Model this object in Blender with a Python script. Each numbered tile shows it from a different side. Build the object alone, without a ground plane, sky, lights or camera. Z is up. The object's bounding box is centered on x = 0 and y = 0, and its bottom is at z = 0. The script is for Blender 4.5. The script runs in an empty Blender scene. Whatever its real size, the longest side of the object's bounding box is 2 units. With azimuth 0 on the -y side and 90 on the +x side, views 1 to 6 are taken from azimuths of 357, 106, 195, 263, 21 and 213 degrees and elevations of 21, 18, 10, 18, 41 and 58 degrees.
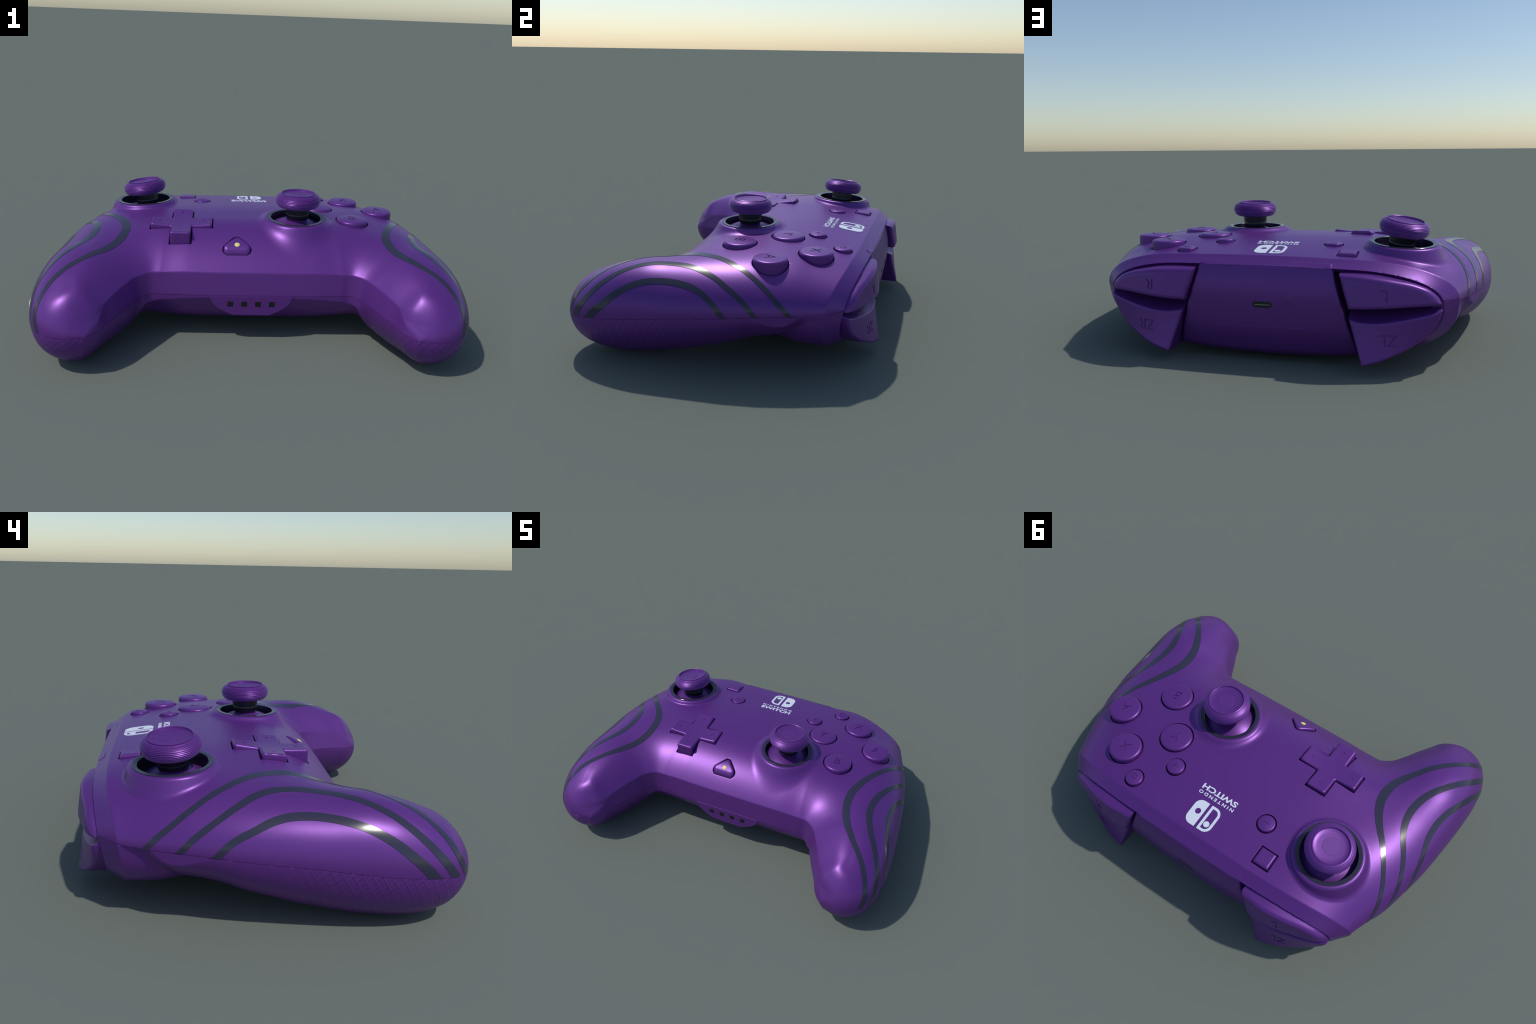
import bpy, bmesh, math
import numpy as np
from mathutils import Vector, Matrix

# =====================================================================
#  Purple game controller.  The shells are modelled as implicit solids
#  (plan outline + height profiles + cuts) and meshed by dual contouring,
#  so creases, seams and wells come out as crisp geometry.
# =====================================================================

# ---------------------------------------------------------------- helpers
def spline(points, per=14):
    """Catmull-Rom through rows of numbers -> dense rows."""
    P = np.asarray(points, float)
    P = np.vstack([2 * P[0] - P[1], P, 2 * P[-1] - P[-2]])
    out = []
    for i in range(1, len(P) - 2):
        t = np.linspace(0, 1, per, endpoint=False)[:, None]
        a, b, c, d = P[i - 1], P[i], P[i + 1], P[i + 2]
        # centripetal-like tangents, limited by chord length
        l0, l1, l2 = [max(1e-6, np.linalg.norm(q[:2])) for q in (b - a, c - b, d - c)]
        m1 = ((b - a) / l0 * l1 + (c - b) / l1 * l0) / (l0 + l1) * l1
        m2 = ((c - b) / l1 * l2 + (d - c) / l2 * l1) / (l1 + l2) * l1
        h00, h10 = 2 * t**3 - 3 * t**2 + 1, t**3 - 2 * t**2 + t
        h01, h11 = -2 * t**3 + 3 * t**2, t**3 - t**2
        out.append(h00 * b + h10 * m1 + h01 * c + h11 * m2)
    out.append(P[-2][None])
    return np.vstack(out)


def sstep(a, b, x):
    t = np.clip((x - a) / (b - a), 0, 1)
    return t * t * (3 - 2 * t)


def smin(a, b, k):
    h = np.clip(0.5 + 0.5 * (b - a) / k, 0, 1)
    return b * (1 - h) + a * h - k * h * (1 - h)


def smax(a, b, k):
    return -smin(-a, -b, k)


def poly_dist(x, y, P, closed=False, val=None):
    """Unsigned distance to a polyline, plus values interpolated at the foot point."""
    best = np.full(x.shape, 1e9)
    V = None if val is None else np.zeros(x.shape + (val.shape[1],))
    n = len(P) if closed else len(P) - 1
    for i in range(n):
        a, b = P[i], P[(i + 1) % len(P)]
        e = b - a
        t = np.clip(((x - a[0]) * e[0] + (y - a[1]) * e[1]) / max(1e-12, e @ e), 0, 1)
        d = (x - a[0] - t * e[0]) ** 2 + (y - a[1] - t * e[1]) ** 2
        m = d < best
        best[m] = d[m]
        if V is not None:
            V[m] = val[i] + t[m][:, None] * (val[(i + 1) % len(P)] - val[i])
    return np.sqrt(best), V


def inside(x, y, P):
    c = np.zeros(x.shape, bool)
    for i in range(len(P)):
        (x1, y1), (x2, y2) = P[i], P[(i + 1) % len(P)]
        if y1 == y2:
            continue
        c ^= ((y1 > y) != (y2 > y)) & (x < (x2 - x1) * (y - y1) / (y2 - y1) + x1)
    return c


def sd_poly(x, y, P):
    d, _ = poly_dist(x, y, P, True)
    return np.where(inside(x, y, P), -d, d)


# ---------------------------------------------------------------- plan shape
# outer side, from behind the rear corner round the grip to its tip: x, y, roll-off radius, roll-off power
OUTER = spline([
    (0.775, 0.740, 0.39, 2.45), (0.797, 0.620, 0.39, 2.45), (0.824, 0.524, 0.385, 2.45), (0.872, 0.390, 0.38, 2.7),
    (0.914, 0.260, 0.40, 2.8), (0.951, 0.100, 0.39, 2.8), (0.978, -0.100, 0.31, 2.65), (0.996, -0.300, 0.24, 2.8),
    (1.000, -0.440, 0.215, 2.7), (0.988, -0.550, 0.20, 3.1), (0.966, -0.614, 0.18, 3.3), (0.936, -0.663, 0.16, 3.4),
    (0.904, -0.690, 0.16, 3.4), (0.864, -0.711, 0.155, 3.4), (0.797, -0.723, 0.15, 3.5), (0.719, -0.708, 0.15, 3.5)])
# inner side, from beyond the tip along the inner grip to the front centre:
# x, y, crease height as a share of the crown, lean of the wall, roll-off radius
INNER = spline([
    (0.800, -0.760, 0.52, 0.20, 0.12), (0.719, -0.708, 0.46, 0.18, 0.11), (0.671, -0.663, 0.46, 0.20, 0.12),
    (0.630, -0.582, 0.47, 0.24, 0.16), (0.592, -0.513, 0.46, 0.24, 0.185), (0.553, -0.436, 0.46, 0.23, 0.22),
    (0.518, -0.370, 0.455, 0.14, 0.28), (0.480, -0.340, 0.44, 0.07, 0.30), (0.430, -0.341, 0.43, 0.12, 0.32),
    (0.300, -0.347, 0.425, 0.155, 0.33), (0.000, -0.349, 0.425, 0.155, 0.33)])
INNER_IN = INNER[14:]
OUTLINE = np.vstack([OUTER[:, :2], INNER_IN[1:, :2], [(-0.3, -0.349), (-0.3, 0.74)]])

# grip lobe below the seam (closed plan outline)
GRIP = np.vstack([OUTER[OUTER[:, 1] < 0.37][:, :2], INNER_IN[1:, :2][INNER_IN[1:, 1] < -0.36],
                  spline([(0.518, -0.330), (0.525, -0.180), (0.560, 0.020), (0.640, 0.200),
                          (0.730, 0.310), (0.800, 0.365), (0.850, 0.385)], 8)])

# ---- tabulate the plan quantities once on a fine grid (x >= 0), sampled bilinearly later
FH = 0.0025
fx = np.arange(-0.02, 1.10, FH)
fy = np.arange(-0.82, 0.82, FH)
FX, FY = np.meshgrid(fx, fy, indexing="ij")
_do, _vo = poly_dist(FX, FY, OUTER[:, :2], val=OUTER[:, 2:])
_di, _vi = poly_dist(FX, FY, INNER[:, :2], val=INNER[:, 2:])
_in = inside(FX, FY, OUTLINE)
_d2 = np.minimum(_do, _di)


def blur(f, r=9, passes=3):
    """soften tabulated parameters so the profiles change gently from place to place"""
    for _ in range(passes):
        for ax in (0, 1):
            p = np.concatenate([np.repeat(f.take([0], ax), r, ax), f, np.repeat(f.take([-1], ax), r + 1, ax)], ax)
            c = np.cumsum(p, axis=ax)
            n = f.shape[ax]
            f = (c.take(range(2 * r, 2 * r + n), ax) - np.concatenate([np.zeros_like(c.take([0], ax)), c.take(range(0, n - 1), ax)], ax)) / (2 * r + 1)
    return f


FIELDS = np.stack([
    np.where(_in | (_di < _do), _do, -_do), blur(_vo[..., 0]), blur(_vo[..., 1]),
    np.where(_in | (_do < _di), _di, -_di), blur(_vi[..., 0]), blur(_vi[..., 1]), blur(_vi[..., 2]),
    np.where(_in, -_d2, _d2), sd_poly(FX, FY, GRIP)], -1).astype(np.float32)


def sample(x, y):
    u = np.clip((x - fx[0]) / FH, 0, len(fx) - 1.001)
    v = np.clip((y - fy[0]) / FH, 0, len(fy) - 1.001)
    i, j = u.astype(int), v.astype(int)
    a, b = (u - i)[..., None].astype(np.float32), (v - j)[..., None].astype(np.float32)
    f = (FIELDS[i, j] * (1 - a) + FIELDS[i + 1, j] * a) * (1 - b) + (FIELDS[i, j + 1] * (1 - a) + FIELDS[i + 1, j + 1] * a) * b
    return np.moveaxis(f, -1, 0)


# ---------------------------------------------------------------- height rules
def seam_z(x, y):
    x = np.abs(x)
    side = sstep(0.80, 0.95, x) * sstep(-0.50, -0.05, y) * (1 - sstep(0.25, 0.52, y))
    return 0.2688 + 0.0794 * y + 0.013 * side - 0.011 * sstep(-0.50, -0.72, y)


# crown of the middle and of the grip, along y
CROWN_MID = spline([(-0.80, 0.500), (-0.30, 0.505), (-0.10, 0.514), (0.05, 0.519), (0.20, 0.519),
                    (0.36, 0.507), (0.43, 0.4995), (0.558, 0.483), (0.70, 0.462)], 12)
CROWN_GRIP = spline([(-0.80, 0.315), (-0.74, 0.332), (-0.68, 0.352), (-0.60, 0.382), (-0.52, 0.416), (-0.43, 0.443), (-0.33, 0.461),
                     (-0.20, 0.470), (-0.05, 0.486), (0.05, 0.495), (0.20, 0.509), (0.36, 0.507), (0.43, 0.4995), (0.558, 0.483), (0.70, 0.462)], 12)


def crown_z(x, y):
    """height of the top if it had no rolled edges"""
    w = sstep(0.30, 0.70, x)
    c = np.interp(y, CROWN_MID[:, 0], CROWN_MID[:, 1]) * (1 - w) + np.interp(y, CROWN_GRIP[:, 0], CROWN_GRIP[:, 1]) * w
    tip = sstep(-0.40, -0.66, y)
    c = c - 0.05 * np.maximum(x - 0.82, 0) * sstep(0.0, -0.25, y)
    return c - 0.040 * x * x * sstep(0.0, 0.45, y) - tip * 0.14 * np.maximum(x - 0.79, -0.06)


def rear_crease(x, z):
    return 0.590 - 0.068 * np.minimum(np.abs(x) / 0.823, 1.2) ** 4 - np.clip(0.31 - z, 0, 1) * (0.15 + 0.05 * np.clip(np.abs(x) / 0.7, 0, 1))


BAND = 0.055

# sticks: plan centre, rim height, rim tilt (x,y slope of the rim plane), rim radius, stick lean
STICKS = [dict(c=(-0.573, 0.333), z=0.519, tilt=(0.045, -0.045), r=0.152, floor=0.006, skirt=0.45, fillet=0.010, lean=(-0.150, 0.070), top=0.614, cap=(-0.580, 0.340)),
          dict(c=(0.231, -0.013), z=0.535, tilt=(0.000, 0.010), r=0.148, floor=0.020, skirt=0.58, fillet=0.028, lean=(-0.010, 0.020), top=0.653, cap=(0.238, -0.006))]

# face buttons: plan centre, top height, radius
ROUND = dict(A=(0.708, 0.240, 0.513, 0.080), B=(0.533, 0.036, 0.524, 0.080),
             X=(0.549, 0.416, 0.514, 0.080), Y=(0.375, 0.235, 0.528, 0.080),
             plus=(0.273, 0.366, 0.519, 0.042), home=(0.407, 0.518, 0.497, 0.042),
             minus=(-0.258, 0.366, 0.516, 0.042))
CAPTURE = (-0.346, 0.505, 0.496, 0.040)
DPAD = (-0.347, -0.055, 0.050, 0.152)
TRI = np.array([(-0.071, -0.180), (-0.134, -0.243), (-0.008, -0.243)])
GAP = 0.0055


def sd_dpad(x, y, grow=0.0):
    ax, ay = np.abs(x - DPAD[0]), np.abs(y - DPAD[1])
    w, l = DPAD[2] + grow, DPAD[3] + grow
    a = np.maximum(ax - w, ay - l)
    b = np.maximum(ax - l, ay - w)
    return np.minimum(a, b)


TRI_IN = TRI + (TRI.mean(0) - TRI) * 0.30


def sd_tri(x, y):
    return sd_poly(x, y, TRI_IN) - 0.021


# ---------------------------------------------------------------- implicit solids
def upper(X, Y, Z):
    """upper skin (signed, roughly metric), symmetric in x, without rear cut"""
    do, ro, po, di, hr, ln, ri, d2, dg = sample(X, Y)
    zs = seam_z(X, Y)
    H = crown_z(X, Y) - zs
    uo = np.clip(do / ro, -0.05, 1)
    ui = np.clip((di - ln * hr * H) / ri, 0, 1)
    fo2 = 1 - np.clip(1 - uo, 0, 2) ** po
    a = hr + (1 - hr) * (1 - (1 - ui) ** 2.2)
    up = np.maximum(Z - zs, 0)
    v = up / H
    wall = np.where(do < 0, d2, (ln * up - di) / np.sqrt(1 + ln * ln))
    f = smax((v * v - a * a * fo2) * H * 0.5, wall, 0.0015 + 0.030 * sstep(-0.56, -0.69, Y) * np.clip(up / 0.06, 0, 1))
    return f, d2


def lower(X, Y, Z):
    """lower skin: wedge-shaped core united with the grip lobe"""
    do, ro, po, di, hr, ln, ri, d2, dg = sample(X, Y)
    zs = seam_z(X, Y)
    # core
    zb = np.interp(Y, [-0.40, -0.30, 0.0, 0.3, 0.6, 0.75], [0.072, 0.071, 0.062, 0.044, 0.020, 0.012])
    v = np.maximum(zs - Z, 0) / (zs - zb)
    xe = 0.824 + 0.012 * sstep(0.52, 0.42, Y) - 0.15 * sstep(0.40, 0.05, Y)
    u = np.minimum(X / xe, 1.6)
    n = 2.85
    core = ((u**n + v**n) - 1) * (zs - zb) / n
    # front wall of the core leans in below the seam
    df = -0.349 - Y + 0.82 * np.maximum(zs - 0.01 - Z, 0) ** 1.15
    core = smax(core, df, 0.05)
    # grip
    zg = np.interp(Y, [-0.80, -0.55, -0.45, -0.30, -0.10, 0.10, 0.28, 0.42], [-0.006, -0.005, -0.004, 0.010, 0.049, 0.104, 0.178, 0.24])
    dg = sample(X - 0.012 * np.maximum(zs - Z, 0), Y)[8]
    gd = np.clip(-dg / 0.24, -0.3, 1)
    zg = np.minimum(zg, zs - 0.07)
    hv = np.maximum(zs - Z, 0) / (zs - zg)
    grip = (hv * hv - (1 - np.clip(1 - gd, 0, 2) ** 1.85)) * (zs - zg) * 0.5
    return smin(core, grip, 0.03 + 0.045 * sstep(-0.15, 0.15, Y) * (1 - sstep(0.28, 0.44, Y)) + 0.04 * sstep(-0.15, -0.30, Y)), d2


def body(which, X, Y, Z):
    """one shell with the rear cut, its bevelled frame, and the hollow behind the triggers"""
    X0, X = X, np.abs(X)
    yc = rear_crease(X, Z)
    s = np.maximum(Y - yc, 0)
    Xs, Ys = X * (1 + 1.43 * s), np.minimum(Y, yc)
    Zs = 0.25 + (Z - 0.25) * (1 + 3.3 * s)
    f, d2 = (upper if which == "top" else lower)(Xs, Ys, Zs)
    cut = Y - (yc + BAND)
    F = np.maximum(f, cut)
    F = np.maximum(F, d2)
    return F, f, cut


def hollow(f, cut, X, Z):
    half = 0.296 + (0.457 - Z) * 0.297 - 0.03
    inset = -0.004 + 0.028 * np.clip(-cut / 0.020, 0, 1)
    return np.maximum(np.maximum(f + inset, -0.13 - cut), half - np.abs(X))


def stick_frame(s):
    n = Vector((-s["tilt"][0], -s["tilt"][1], 1)).normalized()
    return np.array(n), np.array((s["c"][0], s["c"][1], s["z"]))


def top_shell(X, Y, Z):
    F, f, cut = body("top", X, Y, Z)
    for s in STICKS:
        n, c = stick_frame(s)
        h = (X - c[0]) * n[0] + (Y - c[1]) * n[1] + (Z - c[2]) * n[2]
        r = np.sqrt(np.maximum((X - c[0]) ** 2 + (Y - c[1]) ** 2 + (Z - c[2]) ** 2 - h * h, 1e-9))
        k = s["skirt"]
        cone = smax(h, (r - s["r"] - 0.012 + k * h) / math.sqrt(1 + k * k), 0.010)
        near = np.maximum(cone, -0.16 - h)
        F = smin(F, near, s["fillet"])
    return F


def front_shell(X, Y, Z):
    F, f, cut = body("top", X, Y, Z)
    F = top_shell(X, Y, Z)
    F = np.maximum(F, seam_z(X, Y) + 0.0005 - Z)
    F = np.maximum(F, -hollow(f, cut, X, Z))
    for s in STICKS:
        n, c = stick_frame(s)
        h = (X - c[0]) * n[0] + (Y - c[1]) * n[1] + (Z - c[2]) * n[2]
        r = np.sqrt(np.maximum((X - c[0]) ** 2 + (Y - c[1]) ** 2 + (Z - c[2]) ** 2 - h * h, 1e-9))
        F = np.maximum(F, -np.maximum(r - s["r"] + 0.006, -0.11 - h))
    for (x, y, z, r) in ROUND.values():
        F = np.maximum(F, -np.maximum(np.hypot(X - x, Y - y) - r - GAP, z - 0.075 - Z))
    x, y, z, r = CAPTURE
    F = np.maximum(F, -np.maximum(np.maximum(np.abs(X - x), np.abs(Y - y)) - r - GAP, z - 0.06 - Z))
    F = np.maximum(F, -np.maximum(sd_dpad(X, Y, GAP), 0.42 - Z))
    near = (np.abs(X + 0.071) < 0.12) & (np.abs(Y + 0.22) < 0.10)
    t = np.full(X.shape, 1.0)
    t[near] = sd_tri(X[near], Y[near]) - 0.0055
    F = np.maximum(F, -np.maximum(t, 0.39 - Z))
    return F


def back_shell(X, Y, Z):
    F, f, cut = body("bottom", X, Y, Z)
    F = np.maximum(F, Z - seam_z(X, Y) + 0.0005)
    F = np.maximum(F, -hollow(f, cut, X, Z))
    # plate with the four lamps, standing proud below the front seam
    w = 0.196 - np.clip((0.240 - Z) / 0.098, 0, 1.2) ** 2.2 * 0.11
    plate = np.maximum(np.maximum(np.abs(X) - w, -0.3515 - Y), np.maximum(0.1425 - Z, np.maximum(Y + 0.20, Z - seam_z(X, Y) + 0.0005)))
    return np.minimum(F, plate)


# ---------------------------------------------------------------- dual contouring
EDGES = [((0, 0, 0), (1, 0, 0)), ((0, 1, 0), (1, 1, 0)), ((0, 0, 1), (1, 0, 1)), ((0, 1, 1), (1, 1, 1)),
         ((0, 0, 0), (0, 1, 0)), ((1, 0, 0), (1, 1, 0)), ((0, 0, 1), (0, 1, 1)), ((1, 0, 1), (1, 1, 1)),
         ((0, 0, 0), (0, 0, 1)), ((1, 0, 0), (1, 0, 1)), ((0, 1, 0), (0, 1, 1)), ((1, 1, 0), (1, 1, 1))]


def contour(name, F, lo, hi, h):
    n = [int(math.ceil((hi[k] - lo[k]) / h)) + 1 for k in range(3)]
    ax = [lo[k] + h * np.arange(n[k]) for k in range(3)]
    # coarse pass finds the blocks that can hold the surface
    G = np.empty(n, np.float32)
    gx, gy = np.meshgrid(ax[0], ax[1], indexing="ij")
    for k in range(n[2]):
        G[:, :, k] = F(gx, gy, np.full(gx.shape, ax[2][k]))
    S = G < 0
    c = S[:-1, :-1, :-1].astype(np.int8)
    tot = np.zeros(c.shape, np.int8)
    for a in (0, 1):
        for b in (0, 1):
            for d in (0, 1):
                tot += S[a:n[0] - 1 + a, b:n[1] - 1 + b, d:n[2] - 1 + d]
    cells = np.argwhere((tot > 0) & (tot < 8))
    m = len(cells)
    index = np.full(c.shape, -1, np.int64)
    index[tuple(cells.T)] = np.arange(m)
    base = np.array(lo)
    # unique crossing edges, per axis
    acc_A, acc_b = np.zeros((m, 3, 3)), np.zeros((m, 3))
    acc_p, acc_n = np.zeros((m, 3)), np.zeros(m)
    faces = []
    for axis in range(3):
        sl0, sl1 = [slice(None)] * 3, [slice(None)] * 3
        sl0[axis], sl1[axis] = slice(0, -1), slice(1, None)
        cross = S[tuple(sl0)] != S[tuple(sl1)]
        E = np.argwhere(cross)
        step = np.zeros(3); step[axis] = h
        p0 = base + E * h
        g0 = G[tuple(E.T)].astype(float)
        E1 = E.copy(); E1[:, axis] += 1
        g1 = G[tuple(E1.T)].astype(float)
        ta, tb, fa, fb = np.zeros(len(E)), np.ones(len(E)), g0.copy(), g1.copy()
        for it in range(7):
            t = np.clip(fa / (fa - fb + 1e-20), 0.05, 0.95) if it % 2 == 0 else np.full(len(E), 0.5)
            tm = ta + (tb - ta) * t
            q = p0 + tm[:, None] * step
            fm = F(q[:, 0], q[:, 1], q[:, 2])
            same = (fm < 0) == (fa < 0)
            ta, fa = np.where(same, tm, ta), np.where(same, fm, fa)
            tb, fb = np.where(same, tb, tm), np.where(same, fb, fm)
        t = ta + (tb - ta) * np.clip(fa / (fa - fb + 1e-20), 0, 1)
        q = p0 + t[:, None] * step
        ep = 0.0015
        N = np.stack([F(*(q + ep * np.eye(3)[k]).T) - F(*(q - ep * np.eye(3)[k]).T) for k in range(3)], 1)
        N /= np.linalg.norm(N, axis=1, keepdims=True) + 1e-12
        o1, o2 = [k for k in range(3) if k != axis]
        quad = []
        for (da, db) in ((0, 0), (1, 0), (1, 1), (0, 1)):
            cc = E.copy(); cc[:, o1] -= da; cc[:, o2] -= db
            ok = (cc >= 0).all(1) & (cc < np.array(c.shape)).all(1)
            idx = np.full(len(E), -1)
            idx[ok] = index[tuple(cc[ok].T)]
            quad.append(idx)
            ok = idx >= 0
            np.add.at(acc_A, idx[ok], N[ok][:, :, None] * N[ok][:, None, :])
            np.add.at(acc_b, idx[ok], N[ok] * (N[ok] * q[ok]).sum(1, keepdims=True))
            np.add.at(acc_p, idx[ok], q[ok])
            np.add.at(acc_n, idx[ok], 1)
        quad = np.stack(quad, 1)
        flip = S[tuple(E.T)] ^ (axis == 1)
        quad[~flip] = quad[~flip][:, ::-1]
        faces.append(quad[(quad >= 0).all(1)])
    mass = acc_p / np.maximum(acc_n, 1)[:, None]
    lam = 0.04 * acc_n[:, None, None] * np.eye(3)
    rhs = acc_b - np.einsum("nij,nj->ni", acc_A, mass)
    V = mass + np.linalg.solve(acc_A + lam, rhs[..., None])[..., 0]
    lo_c = base + cells * h
    V = np.clip(V, lo_c - 0.15 * h, lo_c + 1.15 * h)
    faces = np.vstack(faces)
    me = bpy.data.meshes.new(name)
    me.vertices.add(len(V)); me.vertices.foreach_set("co", V.ravel())
    me.loops.add(len(faces) * 4); me.loops.foreach_set("vertex_index", faces.ravel().astype(np.int32))
    me.polygons.add(len(faces)); me.polygons.foreach_set("loop_start", np.arange(0, len(faces) * 4, 4, dtype=np.int32))
    me.update(calc_edges=True); me.validate()
    return me


def project(P, F, steps=6, ep=0.001):
    """slide points on to the zero surface of F; returns points and unit normals"""
    P = np.array(P, float)
    for _ in range(steps):
        f = F(*P.T)
        g = np.stack([F(*(P + ep * np.eye(3)[k]).T) - F(*(P - ep * np.eye(3)[k]).T) for k in range(3)], 1) / (2 * ep)
        g2 = (g * g).sum(1)
        P -= np.clip(f / np.maximum(g2, 0.05), -0.03, 0.03)[:, None] * g
    return P, g / np.sqrt(g2 + 1e-12)[:, None]


def top_z(x, y, F=None):
    """height of the upper skin at plan points"""
    x, y = np.atleast_1d(np.asarray(x, float)), np.atleast_1d(np.asarray(y, float))
    F = F or top_shell
    a, b = np.full(x.shape, 0.19), np.full(x.shape, 0.60)
    for _ in range(26):
        m = (a + b) / 2
        s = F(x, y, m) < 0
        a, b = np.where(s, m, a), np.where(s, b, m)
    return (a + b) / 2


# ---------------------------------------------------------------- materials
def material(name, color, rough=0.4, metal=0.0, spec=0.5, coat=0.0, grain=0.0, build=None):
    m = bpy.data.materials.new(name)
    m.use_nodes = True
    nt = m.node_tree
    b = nt.nodes["Principled BSDF"]
    b.inputs["Base Color"].default_value = (*color, 1)
    b.inputs["Roughness"].default_value = rough
    b.inputs["Metallic"].default_value = metal
    b.inputs["Specular IOR Level"].default_value = spec
    b.inputs["Coat Weight"].default_value = coat
    if grain:
        tc = nt.nodes.new("ShaderNodeTexCoord")
        no = nt.nodes.new("ShaderNodeTexNoise")
        no.inputs["Scale"].default_value = 60
        no.inputs["Detail"].default_value = 3
        mr = nt.nodes.new("ShaderNodeMapRange")
        mr.inputs["To Min"].default_value = rough - grain
        mr.inputs["To Max"].default_value = rough + grain
        nt.links.new(tc.outputs["Object"], no.inputs["Vector"])
        nt.links.new(no.outputs["Fac"], mr.inputs["Value"])
        nt.links.new(mr.outputs["Result"], b.inputs["Roughness"])
    if build:
        build(nt, b)
    return m


PURPLE = (0.137, 0.034, 0.255)


def grip_bump(nt, b):
    """fine diamond ribbing wrapped round the lower grips"""
    N, L = nt.nodes, nt.links

    def math_(op, a, c=None, clamp=False):
        n = N.new("ShaderNodeMath"); n.operation = op; n.use_clamp = clamp
        for i, v in enumerate((a, c)):
            if v is None: continue
            if isinstance(v, (int, float)): n.inputs[i].default_value = v
            else: L.new(v, n.inputs[i])
        return n.outputs[0]
    tc = N.new("ShaderNodeTexCoord")
    sp = N.new("ShaderNodeSeparateXYZ")
    L.new(tc.outputs["Object"], sp.inputs[0])
    x, y, z = sp.outputs
    ax = math_("ABSOLUTE", x)
    dx, dy = math_("SUBTRACT", ax, 0.70), math_("SUBTRACT", y, -0.42)
    ang = math_("ARCTAN2", dy, dx)
    along = math_("MULTIPLY", ang, 0.30)
    front = math_("LESS_THAN", y, -0.42)
    # straight side uses y itself, the rounded end uses the angle round the grip
    s = math_("ADD", math_("MULTIPLY", front, along), math_("MULTIPLY", math_("SUBTRACT", 1.0, front), dy))
    lines = None
    for k in (1.0, -0.55):
        t = math_("ADD", math_("MULTIPLY", s, 1.0), math_("MULTIPLY", z, k * 1.1))
        fr = math_("FRACT", math_("MULTIPLY", t, 31.0))
        d = math_("ABSOLUTE", math_("SUBTRACT", fr, 0.5))
        mr = N.new("ShaderNodeMapRange"); mr.interpolation_type = "SMOOTHSTEP"
        L.new(d, mr.inputs["Value"])
        mr.inputs["From Min"].default_value = 0.0; mr.inputs["From Max"].default_value = 0.12
        mr.inputs["To Min"].default_value = 1.0; mr.inputs["To Max"].default_value = 0.0
        lines = mr.outputs[0] if lines is None else math_("MAXIMUM", lines, mr.outputs[0])
    def ramp(v, a, c):
        mr = N.new("ShaderNodeMapRange"); mr.interpolation_type = "SMOOTHSTEP"
        L.new(v, mr.inputs["Value"])
        mr.inputs["From Min"].default_value = a; mr.inputs["From Max"].default_value = c
        return mr.outputs[0]
    mask = math_("MULTIPLY", ramp(y, 0.06, -0.28), ramp(z, 0.03, 0.14))
    mask = math_("MULTIPLY", mask, ramp(ax, 0.50, 0.56))
    hgt = math_("MULTIPLY", lines, mask)
    bp = N.new("ShaderNodeBump")
    bp.inputs["Strength"].default_value = 0.40
    bp.inputs["Distance"].default_value = 0.004
    L.new(hgt, bp.inputs["Height"])
    L.new(bp.outputs[0], b.inputs["Normal"])


M_BODY = material("purple_plastic", PURPLE, 0.39, metal=0.40, grain=0.015)
M_GRIP = material("purple_plastic_grip", PURPLE, 0.40, metal=0.40, build=grip_bump)
M_KEY = material("purple_plastic_button", PURPLE, 0.38, metal=0.40)
M_MARK = material("purple_engraving", (0.120, 0.028, 0.235), 0.50, metal=0.3)
M_DARK = material("dark_slate_gloss", (0.030, 0.029, 0.058), 0.20, spec=0.45)
M_NECK = material("black_blue_plastic", (0.008, 0.009, 0.020), 0.35)
M_WHITE = material("white_print", (0.72, 0.76, 0.86), 0.45)
M_BLACK = material("black_lamp", (0.004, 0.005, 0.005), 0.35)
M_LAMP = material("yellow_lamp", (0.75, 0.68, 0.22), 0.4)
M_METAL = material("grey_metal", (0.22, 0.24, 0.27), 0.35, metal=0.9)

# ---------------------------------------------------------------- object plumbing
ROOT = bpy.data.objects.new("game_controller", None)
bpy.context.scene.collection.objects.link(ROOT)
ROOT["label"] = "glossy purple game controller with dark wavy grip stripes"
ROOT["category"] = "game controller"
ROOT.empty_display_size = 0.1


def add(me, name, mat, parent=None, smooth=35, loc=None, rot=None):
    ob = bpy.data.objects.new(name, me)
    bpy.context.scene.collection.objects.link(ob)
    ob.parent = parent or ROOT
    if loc is not None: ob.location = loc
    if rot is not None: ob.rotation_euler = rot
    if mat is not None and not me.materials:
        me.materials.append(mat)
    me.shade_smooth()
    if smooth:
        me.set_sharp_from_angle(angle=math.radians(smooth))
    return ob


def mesh_from(name, V, F):
    me = bpy.data.meshes.new(name)
    me.from_pydata([tuple(map(float, v)) for v in V], [], [tuple(int(i) for i in f) for f in F])
    me.update()
    return me


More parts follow.
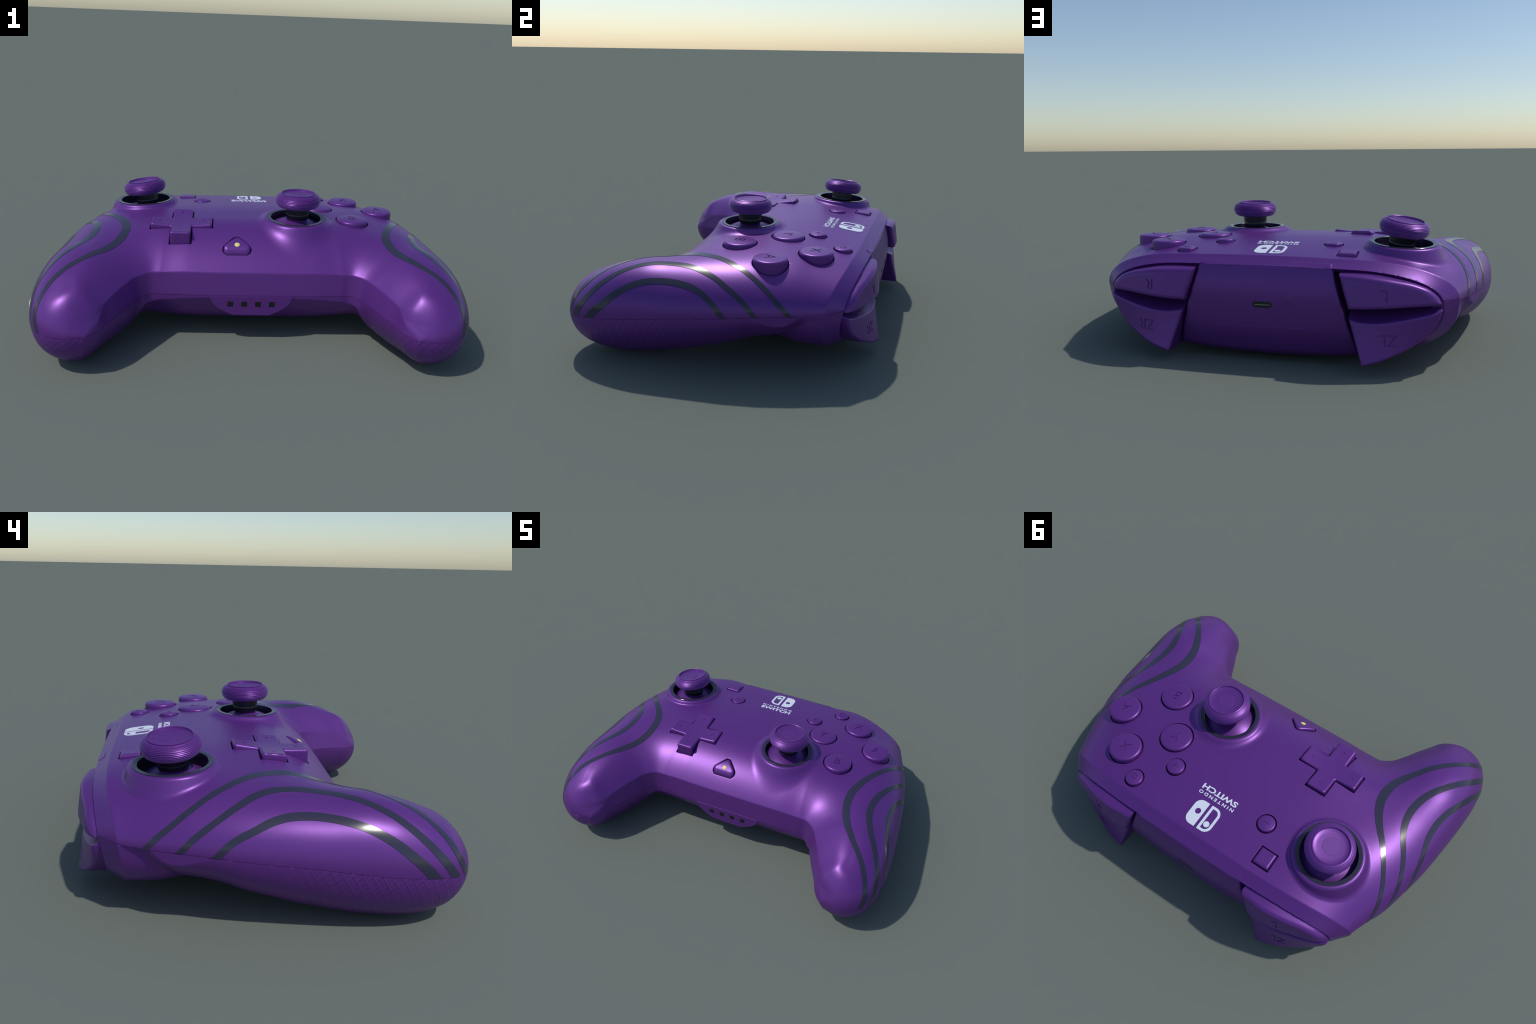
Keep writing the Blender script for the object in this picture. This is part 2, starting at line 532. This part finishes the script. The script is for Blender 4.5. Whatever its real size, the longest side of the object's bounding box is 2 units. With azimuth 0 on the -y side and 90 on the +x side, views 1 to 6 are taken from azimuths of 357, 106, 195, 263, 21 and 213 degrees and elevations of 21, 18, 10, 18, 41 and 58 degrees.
def lathe(name, prof, seg=64):
    """surface of revolution about z from (r, z) rows, first/last closed when r == 0"""
    V, F = [], []
    rows = []
    for r, z in prof:
        if r < 1e-6:
            rows.append([len(V)]); V.append((0, 0, z))
        else:
            rows.append(list(range(len(V), len(V) + seg)))
            V += [(r * math.cos(2 * math.pi * i / seg), r * math.sin(2 * math.pi * i / seg), z) for i in range(seg)]
    for a, b in zip(rows, rows[1:]):
        for i in range(seg):
            j = (i + 1) % seg
            if len(a) == 1 and len(b) == 1: continue
            if len(a) == 1: F.append((a[0], b[j], b[i]))
            elif len(b) == 1: F.append((a[i], a[j], b[0]))
            else: F.append((a[i], a[j], b[j], b[i]))
    me = mesh_from(name, V, F)
    bm = bmesh.new(); bm.from_mesh(me)
    bmesh.ops.recalc_face_normals(bm, faces=bm.faces)
    bm.to_mesh(me); bm.free()
    return me


def tilt_rot(nx, ny):
    """rotation that takes +z to the direction (nx, ny, 1)"""
    return Vector((0, 0, 1)).rotation_difference(Vector((nx, ny, 1)).normalized()).to_euler()


# ================================================================= shells
H = 0.0053
XL = math.ceil(1.02 / H) * H
add(contour("faceplate", front_shell, (-XL - H / 2, -0.77, 0.195), (XL, 0.68, 0.560), H), "faceplate", M_BODY, smooth=32)
add(contour("grip_shell", back_shell, (-XL - H / 2, -0.77, -0.015), (XL, 0.68, 0.325), H), "grip_shell", M_GRIP, smooth=32)


# ================================================================= lettering tools
def text_mesh(body_text, height, depth, bold=0.0, spacing=1.0):
    """flat letters of the built-in font, centred, extruded symmetrically by depth"""
    cu = bpy.data.curves.new("letters", "FONT")
    cu.body = body_text
    cu.size = height / 0.70
    cu.align_x, cu.align_y = "CENTER", "CENTER"
    cu.space_character = spacing
    cu.extrude = depth
    cu.offset = bold
    cu.resolution_u = 5
    ob = bpy.data.objects.new("letters", cu)
    bpy.context.scene.collection.objects.link(ob)
    bpy.context.view_layer.update()
    me = bpy.data.meshes.new_from_object(ob.evaluated_get(bpy.context.evaluated_depsgraph_get()))
    bpy.data.objects.remove(ob); bpy.data.curves.remove(cu)
    bm = bmesh.new(); bm.from_mesh(me)
    bmesh.ops.remove_doubles(bm, verts=bm.verts, dist=1e-5)
    bm.to_mesh(me); bm.free()
    v = np.array([q.co for q in me.vertices])
    c = (v.min(0) + v.max(0)) / 2
    for q in me.vertices: q.co -= Vector(c)
    return me


def prism(name, pts, z0, z1):
    """closed prism over a plan polygon"""
    n = len(pts)
    V = [(x, y, z0) for x, y in pts] + [(x, y, z1) for x, y in pts]
    F = [tuple(range(n))[::-1], tuple(range(n, 2 * n))] + [(i, (i + 1) % n, n + (i + 1) % n, n + i) for i in range(n)]
    me = mesh_from(name, V, F)
    bm = bmesh.new(); bm.from_mesh(me); bmesh.ops.recalc_face_normals(bm, faces=bm.faces); bm.to_mesh(me); bm.free()
    return me


def join(name, meshes):
    bm = bmesh.new()
    for m in meshes: bm.from_mesh(m)
    me = bpy.data.meshes.new(name)
    bm.to_mesh(me); bm.free()
    return me


def engrave(ob, cutter):
    """cut a mesh out of an object; the floor of the cut takes the engraving material"""
    cutter.materials.clear(); cutter.materials.append(M_MARK)
    co = bpy.data.objects.new("cutter", cutter)
    bpy.context.scene.collection.objects.link(co)
    old = ob.data
    for nudge in (0.0, 0.0003, -0.0004, 0.0007):
        co.matrix_world = Matrix.Translation((nudge, nudge, nudge)) @ ob.matrix_world
        mod = ob.modifiers.new("engrave", "BOOLEAN")
        mod.operation, mod.solver, mod.object = "DIFFERENCE", "EXACT", co
        mod.material_mode = "TRANSFER"
        mod.use_self = mod.use_hole_tolerant = nudge != 0
        bpy.context.view_layer.update()
        me = bpy.data.meshes.new_from_object(ob.evaluated_get(bpy.context.evaluated_depsgraph_get()))
        ob.modifiers.remove(mod)
        marked = sum(p.material_index > 0 for p in me.polygons)
        if len(me.polygons) > len(old.polygons) * 0.9 and marked > 4:
            me.name = old.name
            ob.data = me
            me.shade_smooth(); me.set_sharp_from_angle(angle=math.radians(32))
            break
    else:
        print("ENGRAVE FAILED", ob.name)
    bpy.data.objects.remove(co)


def drop_on(me, F, lift, cuts=0):
    """lay a flat mesh (z about 0) on the upper skin"""
    bm = bmesh.new(); bm.from_mesh(me)
    if cuts:
        ys = [v.co.y for v in bm.verts]
        for y in np.linspace(min(ys), max(ys), cuts + 2)[1:-1]:
            bmesh.ops.bisect_plane(bm, geom=bm.verts[:] + bm.edges[:] + bm.faces[:], plane_co=(0, y, 0), plane_no=(0, 1, 0))
    P = np.array([v.co for v in bm.verts])
    z = top_z(P[:, 0], P[:, 1], F)
    for v, q in zip(bm.verts, z): v.co.z += q + lift
    bm.to_mesh(me); bm.free(); me.update()


def mirrored(F, sg):
    return lambda X, Y, Z: F(X * sg, Y, Z)


SKIN = lambda x, y, z: body("top", x, y, z)[0]

# ================================================================= round buttons
def key_profile(r):
    b = r * 0.17
    dome = 0.0035
    rows = [(0.0, 0.0)] + [(r * 0.83 * t, -dome * t * t) for t in (0.25, 0.5, 0.75, 1.0)]
    for a in np.linspace(0.15, 1, 7):
        rows.append((r - b + b * math.sin(a * math.pi / 2), -dome - b * 0.75 * (1 - math.cos(a * math.pi / 2))))
    rows += [(r, -0.085), (0, -0.085)]
    return rows


KEYNAME = dict(A="action_button", B="action_button", X="action_button", Y="action_button",
               plus="menu_button", home="home_button", minus="menu_button")
for key, (x, y, z, r) in ROUND.items():
    ob = add(lathe(KEYNAME[key], key_profile(r), 72), KEYNAME[key], M_KEY, loc=(x, y, z))
    bpy.context.view_layer.update()
    if key in "ABXY":
        cut = text_mesh(key, 0.050, 0.0045)
    elif key == "plus":
        cut = prism("mark", [(-.016, -.0022), (-.0022, -.0022), (-.0022, -.016), (.0022, -.016), (.0022, -.0022), (.016, -.0022),
                             (.016, .0022), (.0022, .0022), (.0022, .016), (-.0022, .016), (-.0022, .0022), (-.016, .0022)], -.003, .01)
    elif key == "minus":
        cut = prism("mark", [(-.016, -.0022), (.016, -.0022), (.016, .0022), (-.016, .0022)], -.003, .01)
    else:
        # outlined house: four strokes and a roof
        cut = join("mark", [prism("m", [(-.012, -.014), (.012, -.014), (.012, -.011), (-.012, -.011)], -.003, .01),
                            prism("m", [(-.012, -.0105), (-.009, -.0105), (-.009, .006), (-.012, .006)], -.003, .01),
                            prism("m", [(.009, -.0105), (.012, -.0105), (.012, .006), (.009, .006)], -.003, .01),
                            prism("m", [(-.017, .0065), (.017, .0065), (0, .019)], -.003, .01)])
    engrave(ob, cut)

# square capture button with its round mark
x, y, z, r = CAPTURE
cap_F = lambda X, Y, Z: smax(smax(np.maximum(np.abs(X - x), np.abs(Y - y)) - r, Z - (z - 0.09 * (Y - y)), 0.012), 0.43 - Z, 0.002)
ob = add(contour("capture_button", cap_F, (x - .05, y - .05, .42), (x + .05, y + .05, .52), 0.0031), "capture_button", M_KEY)
dm = lathe("capture_mark", [(0, 0.0012), (0.0165, 0.0012), (0.0185, 0.0004), (0.0185, -0.002), (0, -0.002)], 40)
add(dm, "capture_mark", M_MARK, parent=ob, loc=(x, y, z - 0.0022), rot=tilt_rot(0, 0.09))

# ================================================================= directional pad
def dpad_top(X, Y):
    rr = ((X - DPAD[0]) ** 2 + (Y - DPAD[1]) ** 2) / 0.15**2
    return 0.5145 + 0.088 * (Y - DPAD[1]) + 0.0095 * rr


def dpad_F(X, Y, Z):
    ax, ay = np.abs(X - DPAD[0]), np.abs(Y - DPAD[1])
    w, l = DPAD[2], DPAD[3]
    a = smax(ax - w, ay - l, 0.012)
    b = smax(ax - l, ay - w, 0.012)
    return np.maximum(smax(smin(a, b, 0.010), Z - dpad_top(X, Y), 0.012), 0.425 - Z)


ob = add(contour("directional_pad", dpad_F, (-.515, -.225, .415), (-.18, .115, .56), 0.0042), "directional_pad", M_KEY)
bpy.context.view_layer.update()
marks = []
for k in range(4):
    ca, sa = math.cos(k * math.pi / 2), math.sin(k * math.pi / 2)
    pts = [(DPAD[0] + ca * px - sa * py, DPAD[1] + sa * px + ca * py) for px, py in ((0.116, 0.0), (0.104, 0.0085), (0.104, -0.0085))]
    zt = float(dpad_top(*np.mean(pts, 0)))
    marks.append(prism("m", pts, zt - 0.0022, zt + 0.01))
engrave(ob, join("marks", marks))

# ================================================================= triangular home key with lamp
def tri_top(Y):
    return 0.4605 + 0.60 * (Y + 0.229) - 3.6 * (Y + 0.229) ** 2 - 0.002


def tri_F(X, Y, Z):
    return np.maximum(smax(sd_tri(X, Y), (Z - tri_top(Y)) * 0.85, 0.018), 0.385 - Z)


ob = add(contour("triangle_button", tri_F, (-.15, -.275, .38), (.01, -.16, .51), 0.0031), "triangle_button", M_KEY)
lamp = lathe("indicator_lamp", [(0, 0.0022), (0.009, 0.0018), (0.0125, 0.0006), (0.0125, -0.004), (0, -0.004)], 32)
add(lamp, "indicator_lamp", M_LAMP, parent=ob, loc=(-0.071, -0.229, 0.4590), rot=tilt_rot(0, -0.60))

# ================================================================= thumb sticks
def cap_profile():
    """(r, z) from the dished top over the ribbed tyre to the neck; z = 0 at the dish"""
    rows = [(0.0, 0.0), (0.041, 0.0005), (0.060, 0.0012), (0.077, 0.0022), (0.0808, 0.0036), (0.0822, 0.0094), (0.0845, 0.0110), (0.0875, 0.0096)]
    n = 78
    for i in range(n + 1):
        a = math.radians(80 - 158 * i / n)
        r = 0.0780 + 0.0352 * math.cos(a) ** 0.85
        z = -0.0265 + 0.0345 * math.sin(a)
        if 0.08 < i / n < 0.90:
            r += 0.0011 * math.cos(2 * math.pi * i / 5.2)
        rows.append((r, z))
    rows += [(0.062, -0.0612), (0.0, -0.0612)]
    return rows


for s in STICKS:
    n, c = stick_frame(s)
    ri = s["r"] - 0.0205
    ro = s["r"] - 0.001
    rim = lathe("stick_rim", [(ro, -0.004), (ro, 0.0022), (ro - 0.001, 0.0030), (ri + 0.0015, 0.0022), (ri, 0.0008), (ri, -0.016), (ri + 0.002, -0.018), (ro, -0.018), (ro, -0.004)], 96)
    rim_ob = add(rim, "stick_rim", M_DARK, loc=tuple(c), rot=tilt_rot(*(n[:2] / n[2])), smooth=40)
    well = [(ri + 0.0015, -0.004), (ri + 0.0015, -0.062), (ri + 0.006, -0.064), (ri + 0.006, -0.004), (ri + 0.0015, -0.004)]
    add(lathe("stick_well", well, 96), "stick_well", M_NECK, loc=tuple(c), rot=tilt_rot(*(n[:2] / n[2])))
    up = s["floor"]
    bowl = [(ri + 0.001, -0.064), (ri + 0.001, up - 0.058)] + [(ri * t, up - 0.058 + 0.036 * (1 - t * t)) for t in (0.96, 0.9, 0.8, 0.7, 0.6, 0.5, 0.4, 0.2)] + [(0, up - 0.022), (0, -0.064)]
    add(lathe("stick_bowl", bowl, 72), "stick_bowl", M_KEY, loc=tuple(c), rot=tilt_rot(*(n[:2] / n[2])))
    stick = bpy.data.objects.new("thumb_stick", None)
    bpy.context.scene.collection.objects.link(stick)
    stick.parent = ROOT
    stick.location = (s["cap"][0], s["cap"][1], s["top"])
    stick.rotation_euler = tilt_rot(*s["lean"])
    add(lathe("stick_cap", cap_profile(), 112), "stick_cap", M_KEY, parent=stick, smooth=40)
    disc = lathe("stick_cap_disc", [(0, 0.0012), (0.0395, 0.0014), (0.0402, 0.0009), (0.0402, -0.003), (0, -0.003)], 56)
    add(disc, "stick_cap_disc", M_MARK, parent=stick)
    neck = [(0, -0.059), (0.0615, -0.059), (0.0600, -0.090), (0.0590, -0.0905), (0.0585, -0.0925), (0.0592, -0.094), (0.0575, -0.116), (0.054, -0.121), (0, -0.121)]
    add(lathe("stick_neck", neck, 64), "stick_neck", M_NECK, parent=stick)
    foot = [(0, -0.119), (0.0505, -0.119), (0.0495, -0.145), (0.052, -0.157), (0.058, -0.165), (0, -0.165)]
    add(lathe("stick_foot", foot, 64), "stick_foot", M_KEY, parent=stick)

# ================================================================= wavy grip stripes
STRIPES_LEFT = [
    [(.846, .425, .300, .019), (.857, .359, .364, .020), (.830, .282, .416, .021), (.787, .210, .451, .023), (.740, .141, .474, .026),
     (.688, .076, .488, .031), (.647, .010, .492, .037), (.623, -.064, .487, .041), (.622, -.128, .478, .041), (.634, -.190, .467, .039),
     (.658, -.250, .458, .036), (.708, -.330, .450, .031), (.785, -.430, .440, .026), (.820, -.470, .428, .025), (.857, -.514, .400, .025),
     (.890, -.560, .360, .025), (.914, -.605, .305, .026), (.926, -.645, .250, .027), (.924, -.682, .206, .028)],
    [(.882, .318, .290, .020), (.898, .246, .368, .021), (.881, .182, .414, .022), (.845, .116, .445, .025), (.802, .048, .469, .029),
     (.778, -.010, .478, .032), (.768, -.076, .475, .034), (.776, -.156, .470, .034), (.800, -.232, .463, .032), (.833, -.292, .456, .030),
     (.868, -.350, .440, .028), (.903, -.408, .414, .027), (.936, -.466, .378, .027), (.962, -.526, .330, .028), (.972, -.580, .275, .030), (.966, -.632, .210, .032)],
    [(.918, .205, .280, .022), (.930, .135, .352, .023), (.924, .072, .385, .025), (.908, .008, .411, .028), (.899, -.038, .422, .030),
     (.898, -.089, .428, .031), (.903, -.146, .428, .031), (.918, -.206, .425, .030), (.938, -.267, .414, .029), (.958, -.327, .394, .029),
     (.978, -.387, .363, .030), (.992, -.450, .315, .032), (.993, -.510, .260, .034), (.988, -.555, .210, .036)]]
# the other grip carries the same waves a little further out and forward
STRIPES_RIGHT = [
    [(.862, .378, .298, .019), (.868, .322, .352, .020), (.852, .258, .405, .021), (.818, .188, .442, .023), (.776, .106, .470, .026),
     (.732, .022, .485, .031), (.697, -.064, .488, .037), (.675, -.145, .480, .041), (.675, -.208, .468, .041), (.690, -.278, .455, .039),
     (.717, -.344, .450, .036), (.754, -.405, .445, .031), (.793, -.458, .435, .027), (.834, -.505, .418, .025), (.867, -.543, .390, .025),
     (.893, -.582, .350, .025), (.912, -.620, .305, .026), (.924, -.654, .255, .027), (.924, -.684, .206, .028)],
    [(.903, .240, .288, .020), (.908, .172, .360, .021), (.895, .100, .412, .022), (.868, .030, .448, .025), (.842, -.034, .465, .029),
     (.820, -.100, .474, .032), (.808, -.179, .470, .034), (.814, -.256, .462, .033), (.840, -.332, .447, .031), (.877, -.402, .425, .029),
     (.918, -.468, .390, .028), (.951, -.526, .345, .028), (.967, -.578, .290, .030), (.966, -.634, .210, .032)],
    [(.948, .108, .275, .022), (.952, .050, .350, .023), (.943, -.005, .395, .025), (.930, -.068, .420, .028), (.923, -.129, .427, .031),
     (.920, -.198, .423, .031), (.928, -.271, .410, .030), (.946, -.341, .383, .030), (.970, -.407, .345, .031), (.988, -.462, .300, .033),
     (.993, -.507, .260, .034), (.988, -.553, .210, .036)]]


def stripe(name, rows, sign):
    C = spline(rows, 10)
    S = mirrored(top_shell, sign)
    P, N = project(C[:, :3], S)
    T = np.gradient(P, axis=0)
    side = np.cross(N, T)
    side /= np.linalg.norm(side, axis=1, keepdims=True)
    ts = np.array([-0.5, -0.47, -0.32, -0.16, 0, 0.16, 0.32, 0.47, 0.5])
    k = len(ts)
    Q = (P[:, None] + ts[None, :, None] * 1.12 * C[:, None, 3:4] * side[:, None]).reshape(-1, 3)
    Q, N = project(Q, S)
    Q[:, 2] = np.maximum(Q[:, 2], seam_z(Q[:, 0], Q[:, 1]) + 0.002)
    Q, N = np.asarray(Q), np.asarray(N)
    lift = np.tile(np.where(np.abs(ts) > 0.49, -0.0012, 0.0014), len(P))
    lo = Q - 0.006 * N
    V = Q + lift[:, None] * N
    n = len(P)
    V = np.vstack([V, lo])
    V[:, 0] *= sign
    F = []
    m = n * k
    for i in range(n - 1):
        for j in range(k - 1):
            a, b, c, d = i * k + j, i * k + j + 1, (i + 1) * k + j + 1, (i + 1) * k + j
            F += [(a, b, c, d), (m + d, m + c, m + b, m + a)]
        for j in (0, k - 1):
            a, d = i * k + j, (i + 1) * k + j
            F.append((a, d, m + d, m + a))
    for i in (0, n - 1):
        for j in range(k - 1):
            a, b = i * k + j, i * k + j + 1
            F.append((a, b, m + b, m + a))
    me = mesh_from(name, V, F)
    bm = bmesh.new(); bm.from_mesh(me); bmesh.ops.recalc_face_normals(bm, faces=bm.faces); bm.to_mesh(me); bm.free()
    return me


for sg, rows_list in ((1, STRIPES_RIGHT), (-1, STRIPES_LEFT)):
    for rows in rows_list:
        add(stripe("grip_stripe", rows, sg), "grip_stripe", M_DARK, smooth=30)

# ================================================================= rear: panel, bumpers, triggers
def panel_y(X, Z):
    return 0.673 - 0.08 * X**2 - np.where(Z > 0.3, 1.3, 0.95) * (Z - 0.3) ** 2


def panel_bottom(X, Y):
    return 0.026 + 0.12 * X * X + 0.30 * np.clip(Y - 0.57, 0, 1)


def panel_F(X, Y, Z):
    X = np.abs(X)
    side = (X - 0.296 - (0.457 - Z) * 0.297) * 0.958
    f = smax(side, Y - panel_y(X, Z), 0.012)
    f = smax(f, (Z - 0.4585 + 0.66 * (Y - 0.618)) * 0.83, 0.004)
    f = np.maximum(f, np.minimum(0.617 - Y, Z - 0.40))
    bot = panel_bottom(X, Y)
    f = smax(f, bot - Z, 0.03)
    return np.maximum(f, 0.49 - Y)


rear = add(contour("port_panel", panel_F, (-.45, .48, .01), (.45, .69, .48), 0.006), "port_panel", M_BODY)
DOOR = np.array([(0.205, 0.172), (-0.205, 0.172), (-0.235, 0.150), (-0.270, 0.030), (0.270, 0.030), (0.235, 0.150)])


def door_F(X, Y, Z):
    f = smax(sd_poly(X, Z, DOOR) - 0.004, Y - panel_y(X, Z) - 0.0022, 0.003)
    return np.maximum(smax(f, panel_bottom(X, Y) + 0.012 - Z, 0.01), 0.56 - Y)


add(contour("label_plate", door_F, (-.29, .55, .02), (.29, .69, .19), 0.005), "label_plate", M_BODY, parent=rear)

def shoulder_edges(top_in, low_in, trig_in, trig_tip):
    """outlines, seen from behind, of one bumper and one trigger; the arguments are the x of the ends next to the panel"""
    bump = np.vstack([
        spline([(top_in, .431), (.400, .430), (.474, .426), (.565, .413), (.655, .392), (.708, .368), (.738, .340), (.755, .308)], 6),
        [(.752, .3015)],
        spline([(.745, .3005), (.660, .297), (.575, .292), (.480, .287), (low_in, .281)], 5)])
    trig = np.vstack([
        spline([(trig_in, .240), (.425, .230), (.483, .229), (.576, .240), (.667, .257), (.727, .271), (.752, .281)], 5),
        spline([(.758, .276), (.747, .239), (.724, .199), (.686, .159), (.642, .126), (.581, .096), (.520, .070), (trig_tip, .047)], 6)])
    return bump, trig


LX = [.30, .37, .45, .52, .63, .73, .78]
LY = [.694, .702, .707, .699, .670, .634, .586]
ZX = [.30, .38, .48, .58, .667, .727, .757, .80]
ZY0 = [.675, .682, .685, .671, .649, .627, .613, .58]
ZY1 = [.717, .719, .714, .692, .647, .597, .567, .52]
LYs, ZY0s, ZY1s = [np.array(spline(list(zip(a, b)), 8)) for a, b in ((LX, LY), (ZX, ZY0), (ZX, ZY1))]


def bumper_F(X, Y, Z, edge):
    y = np.interp(X, LYs[:, 0], LYs[:, 1]) - 0.15 * (Z - 0.28)
    # the top slopes gently down towards the nose
    Zs = Z + 0.16 * np.clip(Y - (y - 0.065), 0, 0.1) * sstep(0.30, 0.36, Z)
    f = smax(sd_poly(X, Zs, edge) * 0.93, Y - y, 0.018)
    return np.maximum(f, 0.53 - Y)


def trigger_F(X, Y, Z, edge):
    t = np.clip((0.27 - Z) / 0.20, 0, 1.1) ** 1.6
    y = np.interp(X, ZY0s[:, 0], ZY0s[:, 1]) * (1 - t) + np.interp(X, ZY1s[:, 0], ZY1s[:, 1]) * t
    Zs = Z - 0.40 * np.clip(y - 0.01 - Y, 0, 0.14) * sstep(0.14, 0.24, Z)
    f = smax(sd_poly(X, Zs, edge), (Y - y) * 0.95, 0.012)
    return np.maximum(f, 0.53 - Y)


def rear_text(txt, x, z, F, sg, h=0.048):
    me = text_mesh(txt, h, 0.02)
    # letters face the back and read from above: text right = +x, text up = -z
    y = 0.60
    ys = np.linspace(0.60, 0.76, 400)
    f = F(np.full(400, x), ys, np.full(400, z))
    y = ys[np.argmax(f > 0)]
    e = 0.012
    def face(px, pz):
        f = F(np.full(400, px), ys, np.full(400, pz)); return ys[np.argmax(f > 0)]
    sx, sz = (face(x + e, z) - face(x - e, z)) / (2 * e), (face(x, z + e) - face(x, z - e)) / (2 * e)
    for v in me.vertices:
        px, pz = v.co.x, -v.co.y
        v.co = Vector((x + px, y + sx * px + sz * pz + v.co.z + 0.02 - 0.0035, z + pz))
    me.update()
    bm = bmesh.new(); bm.from_mesh(me); bmesh.ops.recalc_face_normals(bm, faces=bm.faces); bm.to_mesh(me); bm.free()
    return me


for sg, a, b, ends in ((1, "R", "ZR", (.313, .354, .365, .426)), (-1, "L", "ZL", (.334, .378, .377, .440))):
    bump, trig = shoulder_edges(*ends)
    lo, hi = ((.30, .52, .26), (.78, .73, .45))
    lx = (lo[0], hi[0]) if sg > 0 else (-hi[0], -lo[0])
    F = mirrored(lambda X, Y, Z: bumper_F(X, Y, Z, bump), sg)
    ob = add(contour("bumper", F, (lx[0], lo[1], lo[2]), (lx[1], hi[1], hi[2]), 0.0052), "bumper", M_KEY)
    bpy.context.view_layer.update()
    engrave(ob, rear_text(a, sg * 0.525, 0.345, F, sg))
    F = mirrored(lambda X, Y, Z: trigger_F(X, Y, Z, trig), sg)
    ob = add(contour("trigger", F, (lx[0], lo[1], .03), (lx[1], .75, .34), 0.0052), "trigger", M_KEY)
    bpy.context.view_layer.update()
    engrave(ob, rear_text(b, sg * 0.545, 0.158, F, sg))

# charging port: dark slot with a metal tongue, and a ring-shaped pin hole beside it
def capsule(w, h, n=12):
    r = h / 2
    return [(w / 2 - r + r * math.cos(a), r * math.sin(a)) for a in np.linspace(-math.pi / 2, math.pi / 2, n)] + \
           [(-w / 2 + r + r * math.cos(a), r * math.sin(a)) for a in np.linspace(math.pi / 2, 3 * math.pi / 2, n)]


yp = float(panel_y(np.array(0.0), np.array(0.276)))
port = add(prism("charging_port", capsule(0.088, 0.027), -0.01, 0.0012), "charging_port", M_BLACK, parent=rear, loc=(0, yp, 0.276), rot=(-math.pi / 2, 0, 0))
add(prism("port_tongue", capsule(0.070, 0.0042, 5), -0.005, 0.0024), "port_tongue", M_METAL, parent=rear, loc=(0, yp, 0.276), rot=(-math.pi / 2, 0, 0))
pin = lathe("sync_button", [(0, 0.0010), (0.0090, 0.0010), (0.0096, 0.0028), (0.0130, 0.0030), (0.0142, 0.0012), (0.0142, -0.004), (0, -0.004)], 36)
add(pin, "sync_button", M_KEY, parent=rear, loc=(-0.115, yp - 0.0012, 0.278), rot=(-math.pi / 2, 0, 0))

# ================================================================= four lamps on the front plate
for i in range(4):
    w, hh = 0.0138, 0.0125
    add(prism("player_lamp", [(-w, -hh), (w, -hh), (w, hh), (-w, hh)], -0.004, 0.0012), "player_lamp", M_BLACK,
        loc=(-0.1 + i * 0.2 / 3, -0.3515, 0.2005), rot=(math.pi / 2, 0, 0))

# ================================================================= printed emblem and words
def corner(cx, cy, r, a0, a1, n=10):
    return [(cx + r * math.cos(math.radians(a)), cy + r * math.sin(math.radians(a))) for a in np.linspace(a0, a1, n)]


def ring_prism(name, outer, holes, t):
    """plate with holes: bridged fill through a 2D curve"""
    cu = bpy.data.curves.new(name, "CURVE")
    cu.dimensions, cu.fill_mode, cu.extrude = "2D", "BOTH", t
    for pts in [outer] + holes:
        sp = cu.splines.new("POLY")
        sp.points.add(len(pts) - 1)
        for p, q in zip(sp.points, pts): p.co = (q[0], q[1], 0, 1)
        sp.use_cyclic_u = True
    ob = bpy.data.objects.new(name, cu)
    bpy.context.scene.collection.objects.link(ob)
    bpy.context.view_layer.update()
    me = bpy.data.meshes.new_from_object(ob.evaluated_get(bpy.context.evaluated_depsgraph_get()))
    bpy.data.objects.remove(ob); bpy.data.curves.remove(cu)
    bm = bmesh.new(); bm.from_mesh(me); bmesh.ops.remove_doubles(bm, verts=bm.verts, dist=1e-5); bm.to_mesh(me); bm.free()
    return me


y0, y1 = 0.4305, 0.5585
rr = 0.036
solid = [(0.0165, y0)] + corner(0.079 - rr, y0 + rr, rr, -90, 0) + corner(0.079 - rr, y1 - rr, rr, 0, 90) + [(0.0165, y1)]
circle = lambda cx, cy, r: corner(cx, cy, r, 0, 345, 24)
half_a = ring_prism("emblem", solid, [circle(0.0435, 0.488, 0.0145)], 0.0012)
xo = 0.0015
line_out = [(xo, y1)] + corner(-0.061 + rr, y1 - rr, rr, 90, 180) + corner(-0.061 + rr, y0 + rr, rr, 180, 270) + [(xo, y0)]
ti = 0.0125
line_in = [(xo - ti, y1 - ti)] + corner(-0.061 + rr, y1 - rr, rr - ti, 90, 180) + corner(-0.061 + rr, y0 + rr, rr - ti, 180, 270) + [(xo - ti, y0 + ti)]
half_b = ring_prism("emblem", line_out, [line_in], 0.0012)
dot = ring_prism("emblem", circle(-0.0290, 0.520, 0.0145), [], 0.0012)
for me in (half_a, half_b, dot):
    drop_on(me, SKIN, 0.0008, cuts=9)
    me.materials.clear()
    add(me, "emblem", M_WHITE, smooth=None)
    me.shade_flat()

for txt, cy, hgt, width in (("NINTENDO", 0.4015, 0.0165, 0.196), ("SWITCH", 0.3700, 0.0285, 0.196)):
    me = text_mesh(txt, hgt, 0.0010, bold=0.0012 if txt == "SWITCH" else 0.0006, spacing=1.55 if txt == "NINTENDO" else 1.0)
    v = np.array([q.co for q in me.vertices])
    sx = width / (v[:, 0].max() - v[:, 0].min())
    sy = hgt / (v[:, 1].max() - v[:, 1].min())
    for q in me.vertices:
        q.co.x = q.co.x * sx + 0.004
        q.co.y = q.co.y * sy + cy
    drop_on(me, SKIN, 0.0010, cuts=2)
    me.name = "printed_word"
    add(me, "printed_word", M_WHITE, smooth=None)
    me.shade_flat()
